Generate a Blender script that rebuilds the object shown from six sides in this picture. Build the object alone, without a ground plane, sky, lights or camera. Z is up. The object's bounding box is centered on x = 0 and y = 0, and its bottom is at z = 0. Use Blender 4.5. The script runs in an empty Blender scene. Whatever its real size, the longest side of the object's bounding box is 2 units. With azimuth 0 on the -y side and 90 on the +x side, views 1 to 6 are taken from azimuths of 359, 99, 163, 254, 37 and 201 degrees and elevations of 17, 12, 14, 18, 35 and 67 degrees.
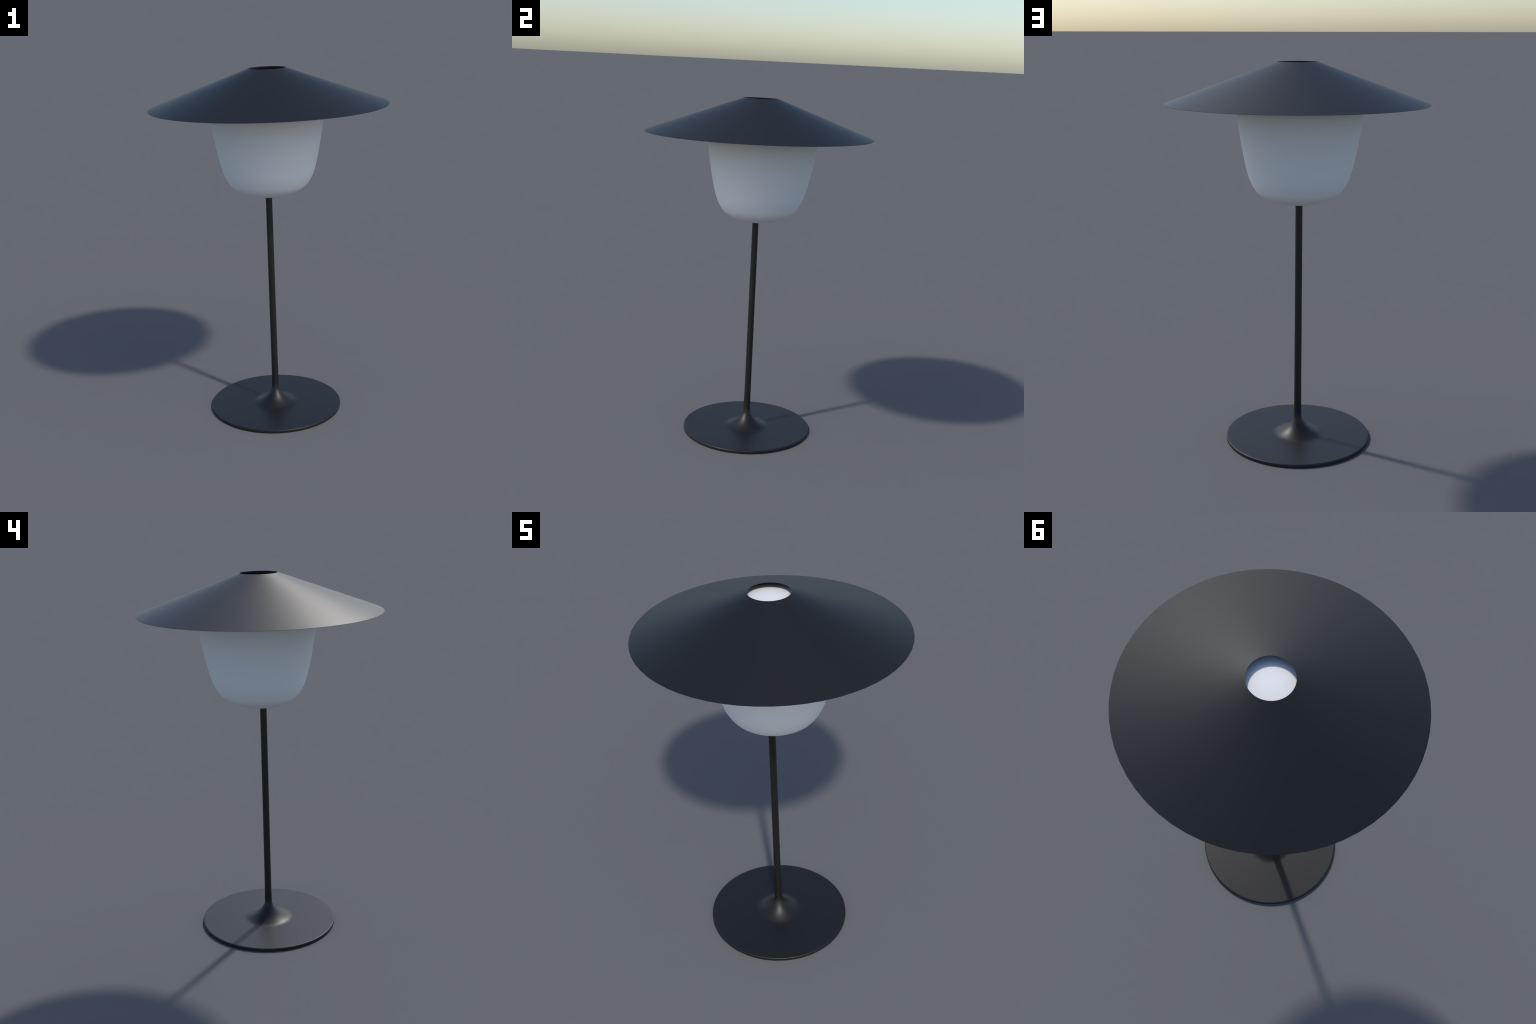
"""Battery table lamp: flat conical metal shade with a round vent hole, resting
on a matt white opal diffuser, on a slim tapered stem that flares into a thin disc foot."""
import math
import bpy
import bmesh

FOOT_AXIS = (-0.0132, -0.0028)      # stem and foot share this axis
DIFFUSER_AXIS = (-0.0080, 0.0)   # the diffuser hangs a little off the stem axis
SHADE_AXIS = (0.0, 0.0)             # the shade is the widest part, centred on the origin


# ------------------------------------------------------------------ profiles
def spline(points, steps=6):
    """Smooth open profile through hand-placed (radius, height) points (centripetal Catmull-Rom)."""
    pts = [points[0]] + list(points) + [points[-1]]
    out = []
    for i in range(1, len(pts) - 2):
        p0, p1, p2, p3 = pts[i - 1], pts[i], pts[i + 1], pts[i + 2]
        d = [max(math.dist(a, b), 1e-6) ** 0.5 for a, b in ((p0, p1), (p1, p2), (p2, p3))]
        for s in range(steps):
            t = s / steps
            row = []
            for k in (0, 1):
                m1 = (p2[k] - p1[k]) + d[1] * ((p1[k] - p0[k]) / d[0] - (p2[k] - p0[k]) / (d[0] + d[1]))
                m2 = (p2[k] - p1[k]) + d[1] * ((p3[k] - p2[k]) / d[2] - (p3[k] - p1[k]) / (d[1] + d[2]))
                if p0 == p1:
                    m1 = p2[k] - p1[k]
                if p3 == p2:
                    m2 = p2[k] - p1[k]
                row.append((2 * t**3 - 3 * t**2 + 1) * p1[k] + (t**3 - 2 * t**2 + t) * m1
                           + (3 * t**2 - 2 * t**3) * p2[k] + (t**3 - t**2) * m2)
            out.append(tuple(row))
    out.append(tuple(points[-1]))
    return out


def arc(cx, cz, radius, start, end, steps):
    return [(cx + radius * math.cos(math.radians(start + (end - start) * i / steps)),
             cz + radius * math.sin(math.radians(start + (end - start) * i / steps))) for i in range(steps + 1)]


def lathe(name, profile, segments, closed=False, lean=None, squash=lambda z: 0.988, sharp=40.0):
    """Turn a (radius, height) profile round the z axis; lean(z) shifts each ring sideways."""
    bm = bmesh.new()
    rings = []
    for r, z in profile:
        dx, dy = lean(z) if lean else (0.0, 0.0)
        if r < 1e-6:
            rings.append([bm.verts.new((dx, dy, z))])
        else:
            rings.append([bm.verts.new((dx + r * math.cos(math.tau * i / segments),
                                        dy + r * math.sin(math.tau * i / segments), z)) for i in range(segments)])
    pairs = list(zip(rings, rings[1:])) + ([(rings[-1], rings[0])] if closed else [])
    for low, high in pairs:
        for i in range(segments):
            j = (i + 1) % segments
            if len(low) == 1 and len(high) == 1:
                continue
            if len(low) == 1:
                bm.faces.new((low[0], high[j], high[i]))
            elif len(high) == 1:
                bm.faces.new((low[i], low[j], high[0]))
            else:
                bm.faces.new((low[i], low[j], high[j], high[i]))
    if squash:                       # the whole lamp is a touch narrower front to back
        for v in bm.verts:
            centre = lean(v.co.z)[1] if lean else 0.0
            v.co.y = centre + (v.co.y - centre) * squash(v.co.z)
    bmesh.ops.recalc_face_normals(bm, faces=bm.faces[:])
    mesh = bpy.data.meshes.new(name)
    bm.to_mesh(mesh)
    bm.free()
    mesh.polygons.foreach_set("use_smooth", [True] * len(mesh.polygons))
    mesh.set_sharp_from_angle(angle=math.radians(sharp))
    return mesh


# ----------------------------------------------------------------- materials
def material(name, colour, roughness, specular=0.5, grain=0.02, scale=180.0, bump=0.0, subsurface=0.0):
    mat = bpy.data.materials.new(name)
    mat.use_nodes = True
    nodes, links = mat.node_tree.nodes, mat.node_tree.links
    bsdf = nodes["Principled BSDF"]
    bsdf.inputs["Specular IOR Level"].default_value = specular
    where = nodes.new("ShaderNodeTexCoord")
    noise = nodes.new("ShaderNodeTexNoise")
    noise.inputs["Scale"].default_value = scale
    noise.inputs["Detail"].default_value = 3.0
    links.new(where.outputs["Object"], noise.inputs["Vector"])
    ramp = nodes.new("ShaderNodeValToRGB")
    ramp.color_ramp.elements[0].position, ramp.color_ramp.elements[1].position = 0.3, 0.7
    ramp.color_ramp.elements[0].color = (*(c * (1 - grain) for c in colour), 1)
    ramp.color_ramp.elements[1].color = (*(min(1.0, c * (1 + grain)) for c in colour), 1)
    links.new(noise.outputs["Fac"], ramp.inputs["Fac"])
    links.new(ramp.outputs["Color"], bsdf.inputs["Base Color"])
    rough = nodes.new("ShaderNodeMapRange")
    rough.inputs["To Min"].default_value, rough.inputs["To Max"].default_value = roughness - 0.015, roughness + 0.015
    links.new(noise.outputs["Fac"], rough.inputs["Value"])
    links.new(rough.outputs["Result"], bsdf.inputs["Roughness"])
    return mat


black_coat = material("black_powder_coat", (0.0085, 0.0085, 0.0085), 0.45)
shade_coat = material("black_shade_coat", (0.0085, 0.0085, 0.0085), 0.45)
opal_white = material("white_opal_plastic", (0.878, 0.876, 0.870), 0.93, grain=0.004, scale=60.0)

# --------------------------------------------------------------------- parts
lamp = bpy.data.objects.new("table_lamp", None)
lamp.location = (*FOOT_AXIS, 0.0)
lamp["label"] = "black table lamp with conical shade and white opal diffuser"
lamp["category"] = "table lamp"
bpy.context.scene.collection.objects.link(lamp)


def part(name, mesh, mat, axis):
    obj = bpy.data.objects.new(name, mesh)
    mesh.materials.append(mat)
    bpy.context.scene.collection.objects.link(obj)
    obj.parent = lamp
    obj.location = (axis[0] - FOOT_AXIS[0], axis[1] - FOOT_AXIS[1], 0.0)
    return obj


# foot: thin disc, rounded upper rim, trumpet flare up to the stem
FOOT_R, FOOT_H, RIM = 0.3864, 0.0162, 0.0052
flare = spline([(0.1400, 0.0162), (0.1270, 0.0175), (0.1150, 0.0207), (0.0960, 0.0295), (0.0730, 0.0435),
                (0.0510, 0.0620), (0.0340, 0.0825), (0.0212, 0.1045)], 2)
foot_profile = ([(0.0, 0.0), (FOOT_R - 0.004, 0.0), (FOOT_R, 0.0), (FOOT_R, 0.0008), (FOOT_R, 0.004)]
                + arc(FOOT_R - RIM, FOOT_H - RIM, RIM, 0, 90, 6)
                + [(FOOT_R - RIM - 0.003, FOOT_H), (0.30, FOOT_H), (0.20, FOOT_H), (0.145, FOOT_H)] + flare)
base = lathe("base", foot_profile, 96, sharp=180)

# stem: slim tube, widening slightly towards the foot, closed off inside the diffuser
stem_profile = spline([(0.0212, 0.1045), (0.0203, 0.140), (0.0195, 0.200), (0.0190, 0.320), (0.0186, 0.75),
                       (0.0182, 1.285)], 1) + [(0.0182, 1.30), (0.0182, 1.32), (0.0, 1.32)]
stem = lathe("stem", stem_profile, 96, sharp=60)


def blend_joint(mesh, height, blended):
    """Give the ring where flare and stem meet one shared normal, so that no seam shows."""
    normals = []
    for v in mesh.vertices:
        if abs(v.co.z - height) < 1e-5:
            out = math.hypot(v.co.x, v.co.y)
            normals.append((v.co.x / out * math.cos(blended), v.co.y / out * math.cos(blended), math.sin(blended)))
        else:
            normals.append(tuple(v.normal))
    mesh.normals_split_custom_set_from_vertices(normals)


for mesh in (base, stem):
    blend_joint(mesh, 0.1045, math.radians(15))
part("base", base, black_coat, FOOT_AXIS)
part("stem", stem, black_coat, FOOT_AXIS)

# diffuser: bulged cup with a soft lower corner, domed lid under the shade
cup = spline([(0.0, 1.2900), (0.050, 1.2906), (0.090, 1.2945), (0.130, 1.3042), (0.166, 1.3190), (0.2000, 1.3400),
              (0.2210, 1.3605), (0.2447, 1.4000), (0.2598, 1.4400), (0.2793, 1.5200), (0.2944, 1.6000),
              (0.3072, 1.6800), (0.3160, 1.7600), (0.3180, 1.8250), (0.3130, 1.8700), (0.3000, 1.9020),
              (0.2780, 1.9200), (0.2400, 1.9350), (0.1900, 1.9480), (0.1250, 1.9605), (0.0700, 1.9665), (0.0, 1.9690)], 6)


def along(stations, z):
    """Piecewise-linear value at height z."""
    for (z0, v0), (z1, v1) in zip(stations, stations[1:]):
        if z <= z1:
            return v0 + (v1 - v0) * max(0.0, (z - z0) / (z1 - z0))
    return stations[-1][1]


def cup_lean(z):
    """The cup's lower end pulls back towards the stem axis."""
    return 0.0, along([(1.29, 0.005), (1.32, 0.0085), (1.36, 0.0123), (1.44, 0.0149), (1.52, 0.0160), (1.70, 0.0185)], z)


def cup_squash(z):
    """Its lower corner is slightly more oval than the rest."""
    return along([(1.29, 0.962), (1.35, 0.962), (1.40, 0.975), (1.45, 0.982), (1.52, 0.988), (1.64, 0.996)], z)


part("diffuser", lathe("diffuser", cup, 128, lean=cup_lean, squash=cup_squash), opal_white, DIFFUSER_AXIS)

# shade: folded-sheet cone, open at the top, a faceted rim of 60 straight edges
SHEET = 0.0013
top_r, top_z, rim_r, rim_z = 0.1016, 2.0, 0.6628, 1.7962
slope = math.atan2(top_z - rim_z, rim_r - top_r)
nx, nz = math.sin(slope) * SHEET, math.cos(slope) * SHEET
outer = [(top_r + (rim_r - top_r) * i / 8, top_z + (rim_z - top_z) * i / 8) for i in range(9)]
inner = [(max(r - nx, top_r), z - nz) for r, z in reversed(outer)]
part("lampshade", lathe("lampshade", outer + inner, 60, closed=True), shade_coat, SHADE_AXIS)
